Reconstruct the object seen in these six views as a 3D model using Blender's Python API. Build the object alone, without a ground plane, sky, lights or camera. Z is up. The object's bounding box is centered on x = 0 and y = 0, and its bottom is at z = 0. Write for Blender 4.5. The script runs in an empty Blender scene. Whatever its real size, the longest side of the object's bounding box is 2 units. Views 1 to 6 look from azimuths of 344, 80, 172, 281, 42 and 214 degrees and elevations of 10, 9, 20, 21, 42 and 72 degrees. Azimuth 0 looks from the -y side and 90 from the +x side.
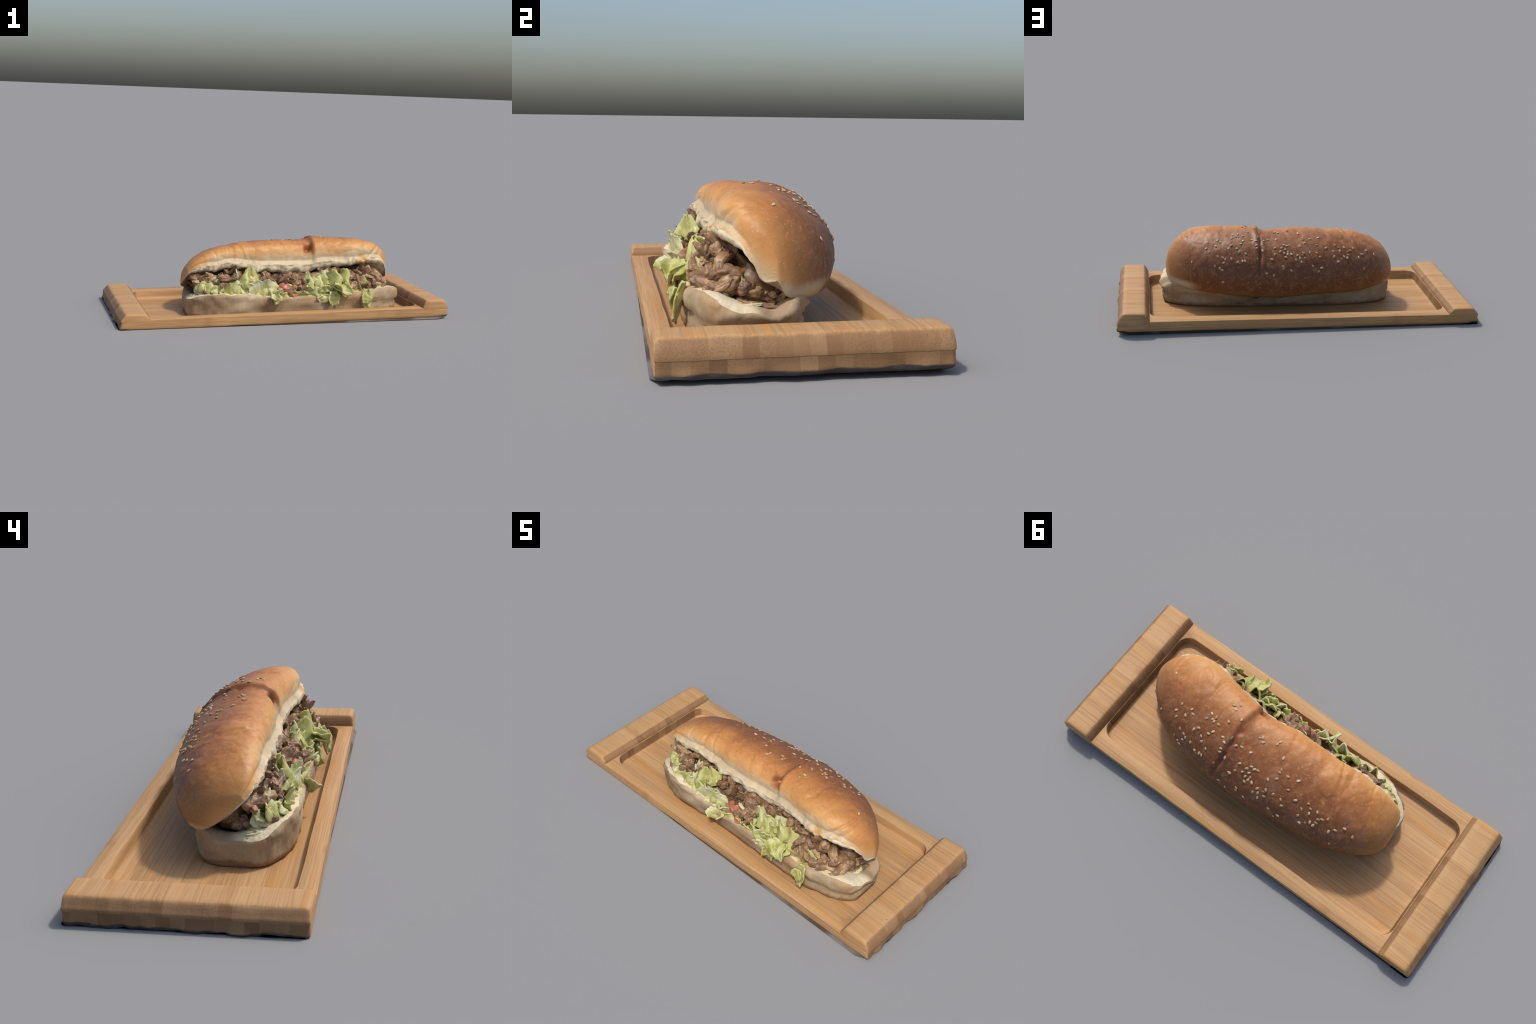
import bpy, bmesh, math, random
from mathutils import Vector, Matrix, Euler, noise

rng = random.Random(7)

# ------------------------------------------------------------------ helpers
def lerp(a, b, t): return a + (b - a) * t
def clamp(v, a=0.0, b=1.0): return max(a, min(b, v))
def sstep(a, b, v):
    t = clamp((v - a) / (b - a)); return t * t * (3 - 2 * t)
def gauss(d, w): return math.exp(-(d / w) ** 2)
def nz(p, f, seed=0.0): return noise.noise(Vector((p[0] * f + seed, p[1] * f + 1.7 * seed, p[2] * f - seed)))
def fbm(p, f, seed=0.0, octv=3):
    s, a = 0.0, 1.0
    for _ in range(octv):
        s += a * nz(p, f, seed); f *= 2.1; a *= 0.5
    return s

class Curve1D:
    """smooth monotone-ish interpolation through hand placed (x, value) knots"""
    def __init__(self, knots):
        self.x = [k[0] for k in knots]; self.y = [k[1] for k in knots]
        n = len(knots); d = [(self.y[i + 1] - self.y[i]) / (self.x[i + 1] - self.x[i]) for i in range(n - 1)]
        m = [d[0]] + [0.0 if d[i - 1] * d[i] <= 0 else 2 * d[i - 1] * d[i] / (d[i - 1] + d[i]) for i in range(1, n - 1)] + [d[-1]]
        self.m = m
    def __call__(self, v):
        x, y, m = self.x, self.y, self.m
        if v <= x[0]: return y[0]
        if v >= x[-1]: return y[-1]
        i = 0
        while v > x[i + 1]: i += 1
        h = x[i + 1] - x[i]; t = (v - x[i]) / h; t2 = t * t; t3 = t2 * t
        return (2 * t3 - 3 * t2 + 1) * y[i] + (t3 - 2 * t2 + t) * h * m[i] + (-2 * t3 + 3 * t2) * y[i + 1] + (t3 - t2) * h * m[i + 1]

def mesh_object(name, verts, faces, mat, parent=None, smooth=True, fix=True):
    me = bpy.data.meshes.new(name)
    me.from_pydata([tuple(v) for v in verts], [], faces)
    me.update()
    if fix:
        bm = bmesh.new(); bm.from_mesh(me)
        bmesh.ops.recalc_face_normals(bm, faces=bm.faces)
        bm.to_mesh(me); bm.free()
    if smooth: me.polygons.foreach_set("use_smooth", [True] * len(me.polygons))
    if mat: me.materials.append(mat)
    ob = bpy.data.objects.new(name, me)
    bpy.context.scene.collection.objects.link(ob)
    if parent: ob.parent = parent
    return ob

def empty(name, loc=(0, 0, 0)):
    ob = bpy.data.objects.new(name, None); ob.location = loc
    bpy.context.scene.collection.objects.link(ob); return ob

# ------------------------------------------------------------------ material kit
class Nodes:
    def __init__(self, name, rough=0.6, spec=0.3):
        self.mat = bpy.data.materials.new(name); self.mat.use_nodes = True
        self.t = self.mat.node_tree; self.n = self.t.nodes; self.l = self.t.links
        self.bsdf = self.n["Principled BSDF"]
        self.bsdf.inputs["Roughness"].default_value = rough
        self.bsdf.inputs["Specular IOR Level"].default_value = spec
        self.obj = self.n.new("ShaderNodeTexCoord").outputs["Object"]
        sp = self.n.new("ShaderNodeSeparateXYZ"); self.l.new(self.obj, sp.inputs[0]); self.x, self.y, self.z = sp.outputs
    def put(self, sock, v):
        if hasattr(v, "is_output"): self.l.new(v, sock)
        elif isinstance(v, tuple) and len(v) == 3 and sock.type == 'RGBA': sock.default_value = (*v, 1)
        else: sock.default_value = v
    def math(self, op, a, b=0.0, c=0.0, clampit=False):
        m = self.n.new("ShaderNodeMath"); m.operation = op; m.use_clamp = clampit
        for i, v in enumerate((a, b, c)): self.put(m.inputs[i], v)
        return m.outputs[0]
    def mapping(self, scale, loc=(0, 0, 0), rot=(0, 0, 0), vec=None):
        m = self.n.new("ShaderNodeMapping"); self.l.new(vec or self.obj, m.inputs[0])
        m.inputs["Scale"].default_value = scale; m.inputs["Location"].default_value = loc; m.inputs["Rotation"].default_value = rot
        return m.outputs[0]
    def noise(self, scale, detail=3, rough=0.5, vec=None, dist=0.0):
        m = self.n.new("ShaderNodeTexNoise"); self.l.new(vec or self.obj, m.inputs["Vector"])
        m.inputs["Scale"].default_value = scale; m.inputs["Detail"].default_value = detail
        m.inputs["Roughness"].default_value = rough; m.inputs["Distortion"].default_value = dist
        return m.outputs["Fac"]
    def voronoi(self, scale, vec=None, feature='F1', out="Distance", rnd=1.0):
        m = self.n.new("ShaderNodeTexVoronoi"); m.feature = feature; self.l.new(vec or self.obj, m.inputs["Vector"])
        m.inputs["Scale"].default_value = scale; m.inputs["Randomness"].default_value = rnd
        return m.outputs[out]
    def white(self, vec):
        m = self.n.new("ShaderNodeTexWhiteNoise"); m.noise_dimensions = '3D'; self.l.new(vec, m.inputs["Vector"]); return m.outputs["Value"]
    def combine(self, x, y, z):
        m = self.n.new("ShaderNodeCombineXYZ")
        for i, v in enumerate((x, y, z)): self.put(m.inputs[i], v)
        return m.outputs[0]
    def step(self, v, a, b):
        m = self.n.new("ShaderNodeMapRange"); m.interpolation_type = 'SMOOTHSTEP'
        self.put(m.inputs["Value"], v); m.inputs["From Min"].default_value = a; m.inputs["From Max"].default_value = b
        return m.outputs["Result"]
    def ramp(self, fac, stops):
        m = self.n.new("ShaderNodeValToRGB"); self.put(m.inputs[0], fac); e = m.color_ramp.elements
        while len(e) < len(stops): e.new(0.5)
        for el, (p, c) in zip(e, stops): el.position = p; el.color = (*c, 1)
        return m.outputs[0]
    def mix(self, fac, a, b, mode='MIX'):
        m = self.n.new("ShaderNodeMix"); m.data_type = 'RGBA'; m.blend_type = mode
        self.put(m.inputs[0], fac); self.put(m.inputs[6], a); self.put(m.inputs[7], b); return m.outputs[2]
    def bump(self, h, strength=0.3, dist=0.01):
        m = self.n.new("ShaderNodeBump"); m.inputs["Strength"].default_value = strength; m.inputs["Distance"].default_value = dist
        self.put(m.inputs["Height"], h); self.l.new(m.outputs[0], self.bsdf.inputs["Normal"])
    def color(self, c): self.put(self.bsdf.inputs["Base Color"], c)

# ------------------------------------------------------------------ materials
def wood_material(name, seed, strip, end=1.0, scan_residue=True):
    k = Nodes(name, 0.55, 0.25)
    wob = k.math('MULTIPLY', k.noise(3.0), 0.004)
    yy = k.math('ADD', k.math('DIVIDE', k.math('ADD', k.y, wob), strip), seed)
    cell = k.math('FLOOR', yy)
    tone = k.white(k.combine(cell, seed, seed))
    grain = k.noise(1.0, 5, 0.62, k.mapping((3.0, 150.0, 90.0), (seed, seed, 0)), 0.3)
    fine = k.noise(1.0, 3, 0.6, k.mapping((10.0, 420.0, 300.0), (0, seed, 0)))
    streak = k.noise(1.0, 2, 0.5, k.mapping((1.6, 28.0, 20.0), (seed, 0, 3)))
    base = k.ramp(tone, [(0.0, (0.345, 0.184, 0.075)), (0.5, (0.405, 0.230, 0.101)), (1.0, (0.46, 0.272, 0.128))])
    c = k.mix(k.step(grain, 0.35, 0.75), base, (0.515, 0.312, 0.145))
    c = k.mix(k.math('MULTIPLY', k.step(grain, 0.5, 0.28), 0.5), c, (0.36, 0.175, 0.070))
    c = k.mix(k.math('MULTIPLY', k.step(streak, 0.54, 0.70), 0.6), c, (0.50, 0.245, 0.075))
    c = k.mix(k.math('MULTIPLY', k.step(fine, 0.55, 0.72), 0.25), c, (0.33, 0.165, 0.075))
    # strip seams
    fr = k.math('ABSOLUTE', k.math('SUBTRACT', k.math('FRACT', yy), 0.5))
    c = k.mix(k.math('MULTIPLY', k.step(fr, 0.478, 0.498), 0.35), c, (0.30, 0.15, 0.065))
    # bamboo node marks: short dark bands on single strips
    nodecell = k.white(k.combine(cell, k.math('FLOOR', k.math('MULTIPLY', k.x, 2.2)), seed + 5))
    band = k.math('MULTIPLY', k.step(k.math('ABSOLUTE', k.math('SUBTRACT', k.math('FRACT', k.math('MULTIPLY', k.x, 2.2)), k.math('MULTIPLY', nodecell, 0.97))), 0.10, 0.0),
                  k.step(nodecell, 0.74, 0.80))
    c = k.mix(k.math('MULTIPLY', band, 0.38), c, (0.33, 0.14, 0.05))
    # knots: tiny dark dots
    dot = k.voronoi(7.0)
    c = k.mix(k.math('MULTIPLY', k.step(dot, 0.032, 0.016), 0.7), c, (0.13, 0.06, 0.03))
    # end grain on the faces that look along x
    geo = k.n.new("ShaderNodeNewGeometry"); ns = k.n.new("ShaderNodeSeparateXYZ"); k.l.new(geo.outputs["Normal"], ns.inputs[0])
    endm = k.step(k.math('ABSOLUTE', ns.outputs[0]), 0.45, 0.75)
    spk = k.voronoi(1.0, k.mapping((10, 165.0, 215.0), (0, 0, seed)))
    ec = k.ramp(tone, [(p, tuple(end * v for v in col)) for p, col in [(0.0, (0.215, 0.115, 0.053)), (0.5, (0.27, 0.152, 0.072)), (1.0, (0.325, 0.192, 0.095))]])
    ec = k.mix(k.math('MULTIPLY', k.step(spk, 0.48, 0.20), k.math('MULTIPLY', k.step(k.noise(7.0, 2), 0.35, 0.6), 0.55)), ec, (0.17, 0.088, 0.042))
    ec = k.mix(k.math('MULTIPLY', k.step(k.noise(14.0, 4), 0.5, 0.7), 0.45), ec, (0.25, 0.12, 0.055))
    c = k.mix(endm, c, ec)
    # pale rubbed stains
    c = k.mix(k.math('MULTIPLY', k.step(k.noise(2.6, 4, 0.6), 0.62, 0.78), 0.30), c, (0.56, 0.38, 0.22))
    if scan_residue:   # scan residue copied as a dark band along the bottom of both ends
        loc = k.math('SUBTRACT', k.z, k.math('ADD', k.math('MULTIPLY', k.x, 0.0095), k.math('MULTIPLY', k.y, 0.009)))
        loc = k.math('SUBTRACT', loc, 0.0070)
        low = k.step(k.math('ADD', loc, k.math('MULTIPLY', k.noise(9.0, 3), 0.02)), 0.024, 0.019)
        under = k.step(loc, 0.0005, -0.0015)
        far = k.step(k.math('ABSOLUTE', k.x), 0.925, 0.955)
        residue_tone = k.mix(k.step(k.noise(4.0, 3), 0.52, 0.60), (0.055, 0.045, 0.042), (0.13, 0.115, 0.11))
        c = k.mix(k.math('MULTIPLY', low, far), c, residue_tone)
        c = k.mix(under, c, k.mix(k.step(k.noise(3.0, 3), 0.50, 0.60), (0.065, 0.042, 0.029), (0.15, 0.13, 0.12)))
    k.color(c)
    k.bump(k.math('ADD', k.math('MULTIPLY', grain, 0.6), k.math('MULTIPLY', k.math('MULTIPLY', spk, endm), 0.35)), 0.25, 0.004)
    return k.mat

def crust_material():
    k = Nodes("golden_crust", 0.42, 0.35)
    n1 = k.noise(5.0, 4, 0.55); n2 = k.noise(28.0, 4, 0.6); n3 = k.noise(120.0, 2, 0.5)
    # cut plane distance: crust is pale beside the torn edge and browner towards the sesame band
    h = k.math('ADD', k.z, k.math('MULTIPLY', k.math('ADD', k.y, 0.165), 0.62))
    lipz = k.math('ADD', 0.312, k.math('MULTIPLY', k.x, 0.015))
    d = k.math('SUBTRACT', h, lipz)
    d = k.math('ADD', d, k.math('MULTIPLY', k.math('SUBTRACT', n1, 0.5), 0.09))
    d = k.math('ADD', d, k.math('ADD', k.math('MULTIPLY', k.step(k.x, -0.38, -0.57), 0.11), k.math('MULTIPLY', k.step(k.x, 0.60, 0.71), 0.075)))
    bake = k.math('ADD', k.y, k.math('ADD', k.math('MULTIPLY', k.math('SUBTRACT', n1, 0.5), 0.24), k.math('MULTIPLY', k.math('SUBTRACT', n2, 0.5), 0.14)))
    c = k.ramp(k.step(bake, -0.22, 0.24), [(0.0, (0.53, 0.250, 0.076)), (0.30, (0.43, 0.172, 0.049)), (0.55, (0.245, 0.088, 0.029)), (1.0, (0.150, 0.052, 0.020))])
    c = k.mix(k.math('MULTIPLY', k.step(n2, 0.50, 0.72), 0.30), c, (0.54, 0.25, 0.085))
    c = k.mix(k.math('MULTIPLY', k.step(n2, 0.48, 0.30), 0.30), c, (0.28, 0.095, 0.03))
    n4 = k.noise(62.0, 4, 0.65)
    c = k.mix(k.math('MULTIPLY', k.step(n4, 0.52, 0.68), 0.32), c, (0.52, 0.25, 0.085))
    c = k.mix(k.math('MULTIPLY', k.step(n4, 0.47, 0.33), 0.38), c, (0.23, 0.08, 0.028))
    # greyish purple bloom in the sesame band
    bloom = k.math('MULTIPLY', k.step(k.noise(9.0, 3), 0.52, 0.72), k.math('MULTIPLY', k.step(k.y, -0.02, 0.07), k.step(k.y, 0.24, 0.17)))
    c = k.mix(k.math('MULTIPLY', bloom, 0.30), c, (0.28, 0.155, 0.105))
    # underside of the back bulge turns ochre
    och = k.math('MULTIPLY', k.step(k.math('ADD', k.z, k.math('MULTIPLY', n1, 0.04)), 0.20, 0.135), k.step(k.y, 0.0, 0.12))
    c = k.mix(k.math('MULTIPLY', och, 0.6), c, (0.34, 0.165, 0.055))
    # honey coloured ends
    ends = k.step(k.math('ADD', k.math('ABSOLUTE', k.math('SUBTRACT', k.x, 0.07)), k.math('MULTIPLY', k.math('SUBTRACT', n1, 0.5), 0.12)), 0.50, 0.66)
    c = k.mix(k.math('MULTIPLY', ends, 0.45), c, (0.50, 0.245, 0.080))
    # tiny blisters
    bl = k.voronoi(75.0)
    c = k.mix(k.math('MULTIPLY', k.step(bl, 0.22, 0.08), k.math('MULTIPLY', k.step(n1, 0.45, 0.6), 0.5)), c, (0.74, 0.43, 0.20))
    front = k.step(k.y, 0.09, -0.03)
    pale = k.math('MULTIPLY', k.step(d, 0.092, 0.022), front)
    c = k.mix(k.math('MULTIPLY', k.math('MULTIPLY', k.step(d, 0.150, 0.06), front), 0.6), c, (0.64, 0.36, 0.135))
    c = k.mix(k.math('MULTIPLY', pale, 0.92), c, k.mix(k.step(k.noise(14.0, 4), 0.4, 0.65), (0.48, 0.385, 0.245), (0.56, 0.455, 0.30)))
    neck = k.math('ADD', k.math('MULTIPLY', k.step(k.x, 0.52, 0.63), k.step(k.math('ADD', k.z, k.math('MULTIPLY', n2, 0.02)), 0.212, 0.180)), k.math('MULTIPLY', k.step(k.x, -0.49, -0.55), k.step(k.z, 0.170, 0.145)), clampit=True)
    c = k.mix(k.math('MULTIPLY', neck, 0.9), c, (0.55, 0.45, 0.30))
    # mustard streak on the edge near one end
    ms = k.math('MULTIPLY', k.step(d, 0.045, 0.01), k.math('MULTIPLY', k.step(k.x, 0.42, 0.48), k.step(k.y, -0.05, -0.13)))
    c = k.mix(k.math('MULTIPLY', ms, k.step(k.noise(16.0, 4), 0.40, 0.55)), c, (0.50, 0.27, 0.05))
    # darker brown at the mouth and along the line of the crease
    pit = k.math('MULTIPLY', k.step(k.math('ABSOLUTE', k.math('SUBTRACT', k.x, 0.175)), 0.045, 0.02),
                 k.math('MULTIPLY', k.step(k.math('ABSOLUTE', k.math('ADD', k.y, 0.12)), 0.04, 0.02), k.step(k.z, 0.34, 0.37)))
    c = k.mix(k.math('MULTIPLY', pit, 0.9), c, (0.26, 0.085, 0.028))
    sl = k.math('SUBTRACT', k.x, k.math('ADD', 0.200, k.math('MULTIPLY', k.y, 0.06)))
    slit = k.math('MULTIPLY', k.step(k.math('ABSOLUTE', sl), 0.020, 0.004), k.step(k.math('ABSOLUTE', k.math('SUBTRACT', k.y, 0.06)), 0.18, 0.12))
    c = k.mix(k.math('MULTIPLY', slit, 0.55), c, (0.22, 0.065, 0.025))
    k.color(c)
    k.put(k.bsdf.inputs["Roughness"], k.math('ADD', 0.36, k.math('MULTIPLY', n2, 0.25)))
    k.bump(k.math('ADD', k.math('ADD', k.math('MULTIPLY', n2, 0.7), k.math('MULTIPLY', n3, 0.25)), k.math('MULTIPLY', k.step(bl, 0.3, 0.05), 0.2)), 0.28, 0.006)
    return k.mat

def crumb_material():
    k = Nodes("white_crumb", 0.85, 0.1)
    n1 = k.noise(9.0, 5, 0.6); n2 = k.noise(70.0, 3, 0.6)
    c = k.ramp(n1, [(0.3, (0.50, 0.39, 0.24)), (0.5, (0.64, 0.54, 0.37)), (0.75, (0.74, 0.65, 0.50))])
    c = k.mix(k.math('MULTIPLY', k.step(n2, 0.45, 0.3), 0.35), c, (0.40, 0.30, 0.17))
    # brown shadow painted into the colour of the inner face, behind the torn edge
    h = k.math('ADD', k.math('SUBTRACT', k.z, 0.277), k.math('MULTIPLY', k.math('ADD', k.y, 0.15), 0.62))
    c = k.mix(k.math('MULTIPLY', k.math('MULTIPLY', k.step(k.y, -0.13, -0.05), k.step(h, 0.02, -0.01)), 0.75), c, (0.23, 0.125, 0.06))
    ms = k.math('MULTIPLY', k.step(k.math('ABSOLUTE', k.math('SUBTRACT', k.x, 0.50)), 0.07, 0.03), k.step(k.noise(15.0), 0.42, 0.52))
    c = k.mix(k.math('MULTIPLY', ms, 0.8), c, (0.52, 0.29, 0.05))
    k.color(c); k.bump(k.math('ADD', n1, k.math('MULTIPLY', n2, 0.5)), 0.5, 0.008)
    return k.mat

def base_crust_material():
    k = Nodes("pale_base_crust", 0.7, 0.2)
    n1 = k.noise(6.0, 5, 0.6); n2 = k.noise(26.0, 4, 0.6)
    c = k.ramp(n1, [(0.28, (0.255, 0.165, 0.088)), (0.5, (0.375, 0.28, 0.170)), (0.72, (0.50, 0.40, 0.265))])
    c = k.mix(k.math('MULTIPLY', k.step(n2, 0.55, 0.72), 0.5), c, (0.33, 0.21, 0.115))
    # ragged darker brown line along the foot
    loc = k.math('SUBTRACT', k.z, k.math('MULTIPLY', k.x, 0.0095))
    foot = k.step(k.math('ADD', loc, k.math('MULTIPLY', k.math('SUBTRACT', n2, 0.5), 0.045)), 0.042, 0.026)
    c = k.mix(k.math('MULTIPLY', foot, 0.7), c, (0.23, 0.10, 0.042))
    # tan patches and pores
    c = k.mix(k.math('MULTIPLY', k.step(k.noise(3.4, 4), 0.54, 0.68), 0.5), c, (0.40, 0.225, 0.10))
    c = k.mix(k.math('MULTIPLY', k.step(k.voronoi(26.0), 0.085, 0.05), 0.6), c, (0.14, 0.075, 0.04))
    k.color(c); k.bump(k.math('ADD', n1, k.math('MULTIPLY', n2, 0.5)), 0.4, 0.010)
    return k.mat

def meat_material(name, dark, mid, light):
    k = Nodes(name, 0.42, 0.4)
    info = k.n.new("ShaderNodeObjectInfo").outputs["Random"]
    v = k.mapping((1, 1, 1)); add = k.n.new("ShaderNodeVectorMath"); k.l.new(v, add.inputs[0]); k.l.new(k.combine(info, info, info), add.inputs[1])
    vec = add.outputs[0]
    n1 = k.noise(16.0, 5, 0.62, vec, 0.6); n2 = k.noise(70.0, 3, 0.6, vec)
    f = k.math('ADD', n1, k.math('MULTIPLY', k.math('SUBTRACT', info, 0.5), 0.22))
    c = k.ramp(f, [(0.30, dark), (0.50, mid), (0.72, light)])
    c = k.mix(k.math('MULTIPLY', k.step(n2, 0.5, 0.7), 0.4), c, light)
    c = k.mix(k.math('MULTIPLY', k.step(k.noise(9.0, 3, 0.5, vec), 0.58, 0.72), 0.5), c, (0.50, 0.40, 0.25))
    c = k.mix(k.math('MULTIPLY', k.step(n2, 0.42, 0.28), 0.6), c, (0.075, 0.038, 0.024))
    k.color(c); k.bump(k.math('ADD', n1, k.math('MULTIPLY', n2, 0.4)), 0.5, 0.006)
    return k.mat

def lettuce_material():
    k = Nodes("lettuce_green", 0.38, 0.4)
    info = k.n.new("ShaderNodeObjectInfo").outputs["Random"]
    n1 = k.noise(11.0, 3, 0.55); n2 = k.noise(45.0, 3, 0.6)
    f = k.math('ADD', n1, k.math('MULTIPLY', k.math('SUBTRACT', info, 0.5), 0.30))
    c = k.ramp(f, [(0.26, (0.30, 0.33, 0.07)), (0.42, (0.49, 0.475, 0.14)), (0.56, (0.58, 0.56, 0.235)), (0.72, (0.64, 0.62, 0.40))])
    vein = k.step(k.math('ABSOLUTE', k.math('SUBTRACT', k.noise(13.0, 2, 0.5, None, 0.8), 0.5)), 0.035, 0.006)
    c = k.mix(k.math('MULTIPLY', vein, 0.45), c, (0.68, 0.66, 0.42))
    c = k.mix(k.math('MULTIPLY', k.step(n2, 0.5, 0.7), 0.22), c, (0.28, 0.33, 0.06))
    k.color(c)
    tr = k.n.new("ShaderNodeBsdfTranslucent"); k.l.new(c, tr.inputs["Color"])
    mx = k.n.new("ShaderNodeMixShader"); mx.inputs[0].default_value = 0.18
    k.l.new(k.bsdf.outputs[0], mx.inputs[1]); k.l.new(tr.outputs[0], mx.inputs[2])
    k.l.new(mx.outputs[0], k.n["Material Output"].inputs["Surface"])
    k.bump(k.math('ADD', n2, k.math('MULTIPLY', vein, 0.3)), 0.15, 0.003)
    return k.mat

def plain_material(name, a, b, scale, rough=0.4, bump=0.3):
    k = Nodes(name, rough, 0.4)
    n = k.noise(scale, 4, 0.6)
    k.color(k.ramp(n, [(0.35, a), (0.65, b)])); k.bump(n, bump, 0.005)
    return k.mat

def seed_material():
    k = Nodes("sesame_hull", 0.5, 0.3)
    info = k.n.new("ShaderNodeObjectInfo").outputs["Random"]
    k.color(k.ramp(info, [(0.0, (0.33, 0.18, 0.075)), (0.2, (0.42, 0.27, 0.135)), (0.6, (0.49, 0.355, 0.20)), (1.0, (0.55, 0.42, 0.265))]))
    return k.mat

M_TRAY = wood_material("bamboo_tray_wood", 0.3, 0.046, 0.82)
M_BAR = wood_material("bamboo_bar_wood", 4.7, 0.043)
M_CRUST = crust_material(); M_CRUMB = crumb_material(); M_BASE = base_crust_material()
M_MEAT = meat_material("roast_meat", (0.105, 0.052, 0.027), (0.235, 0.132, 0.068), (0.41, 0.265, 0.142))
M_CORE = meat_material("shaded_meat", (0.07, 0.034, 0.020), (0.15, 0.082, 0.045), (0.26, 0.165, 0.095))  # same meat with recess shade put into its colour, for the core
M_LEAF = lettuce_material()
M_TOMATO = plain_material("tomato_flesh", (0.34, 0.075, 0.04), (0.46, 0.19, 0.11), 26.0, 0.35)
M_SAUCE = plain_material("creamy_sauce", (0.50, 0.46, 0.25), (0.60, 0.56, 0.35), 22.0, 0.3)
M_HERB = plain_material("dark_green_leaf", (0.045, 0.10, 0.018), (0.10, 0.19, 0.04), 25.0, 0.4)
M_SEED = seed_material()

# ------------------------------------------------------------------ serving board
def tilt(x, y): return 0.0070 + 0.0095 * x + 0.0090 * y     # the board rocks a little
YAW = 0.0095
def turn(x, y, z): return (x - YAW * y, y + YAW * x, z)          # and lies a touch askew
TRAY_TOP, FLOOR = 0.0555, 0.0055

def rounded_rect(x0, x1, y0, y1, r, nx=150, ny=64, nc=8):
    pts = []
    def side(a, b, n):
        for i in range(n): pts.append(a.lerp(b, i / n))
    def arc(cx, cy, a0):
        for i in range(nc):
            a = a0 + (math.pi / 2) * i / nc; pts.append(Vector((cx + r * math.cos(a), cy + r * math.sin(a))))
    side(Vector((x0 + r, y0)), Vector((x1 - r, y0)), nx); arc(x1 - r, y0 + r, -math.pi / 2)
    side(Vector((x1, y0 + r)), Vector((x1, y1 - r)), ny); arc(x1 - r, y1 - r, 0)
    side(Vector((x1 - r, y1)), Vector((x0 + r, y1)), nx); arc(x0 + r, y1 - r, math.pi / 2)
    side(Vector((x0, y1 - r)), Vector((x0, y0 + r)), ny); arc(x0 + r, y0 + r, math.pi)
    return pts

def build_tray(parent):
    X, Y = 0.986, 0.3905
    rings = []
    def outer(ins, z, r=0.014): rings.append([(p, z) for p in rounded_rect(-X + ins, X - ins, -Y + ins, Y - ins, r)])
    def recess(ins, z, r=0.062): rings.append([(p, z) for p in rounded_rect(-0.817 + ins, 0.817 - ins, -0.326 + ins, 0.320 - ins, max(0.02, r - ins))])
    rings.append([(p, None) for p in rounded_rect(-X + 0.12, X - 0.12, -Y + 0.12, Y - 0.12, 0.014)])
    rings.append([(p, None) for p in rounded_rect(-X - 0.004, X - 0.050, -Y, Y - 0.004, 0.014)])
    for ins, z in [(0.006, -0.002), (0.003, 0.002), (0.001, 0.008), (0.0, 0.015), (0.0, 0.022), (0.0, 0.034), (0.0005, 0.045), (0.0008, TRAY_TOP - 0.0015), (0.003, TRAY_TOP)]: outer(ins, z)
    for ins, z in [(-0.004, TRAY_TOP), (0.0, TRAY_TOP - 0.0015), (0.002, TRAY_TOP - 0.006), (0.004, FLOOR + 0.011), (0.007, FLOOR + 0.004), (0.011, FLOOR + 0.001), (0.03, FLOOR)]: recess(ins, z)
    for s in (0.09, 0.18, 0.26): recess(s, FLOOR)
    verts, faces = [], []; n = len(rings[0])
    for ri, ring in enumerate(rings):
        for p, z in ring:
            x, y = p.x, p.y
            if z is None:   # dark, uneven underside that rests on the table
                verts.append((x + math.copysign(0.006 * nz((x, y, 0), 12.0, 4.0), x), y, 0.0)); continue
            if ri < 12:     # worn, slightly wavy edges
                y += 0.0018 * nz((x, y, z), 9.0, 3.0); x += 0.0012 * nz((x, y, z), 14.0, 8.0) * sstep(0.045, 0.03, z)
                if abs(x) > 0.93 and z < 0.03:   # ragged lower lip of the end faces, copied from scan noise
                    w = sstep(0.030, 0.006, z) * sstep(0.93, 0.97, abs(x))
                    j = 0.5 + 0.9 * fbm((y * 1.0, 0.3 * x, z), 17.0, 5.0, 2)
                    x += math.copysign(0.017 * clamp(j) * w * (1.0 if x < 0 else 0.7), x)
                    z = z + 0.004 * w * clamp(nz((y, x, 0), 13.0, 2.0))
            else:
                x += 0.0015 * nz((x, y, z), 6.0, 1.0); y += 0.002 * nz((x, y, z), 6.0, 6.0)
            verts.append(turn(x, y, max(0.0, z + tilt(x, y))))
    for a in range(len(rings) - 1):
        for i in range(n):
            j = (i + 1) % n; faces.append((a * n + i, a * n + j, (a + 1) * n + j, (a + 1) * n + i))
    faces.append(tuple(range(n))); faces.append(tuple(reversed(range((len(rings) - 1) * n, len(rings) * n))))
    ob = mesh_object("tray", verts, faces, M_TRAY, parent)
    ob.data.set_sharp_from_angle(angle=math.radians(38))
    return ob

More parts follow.
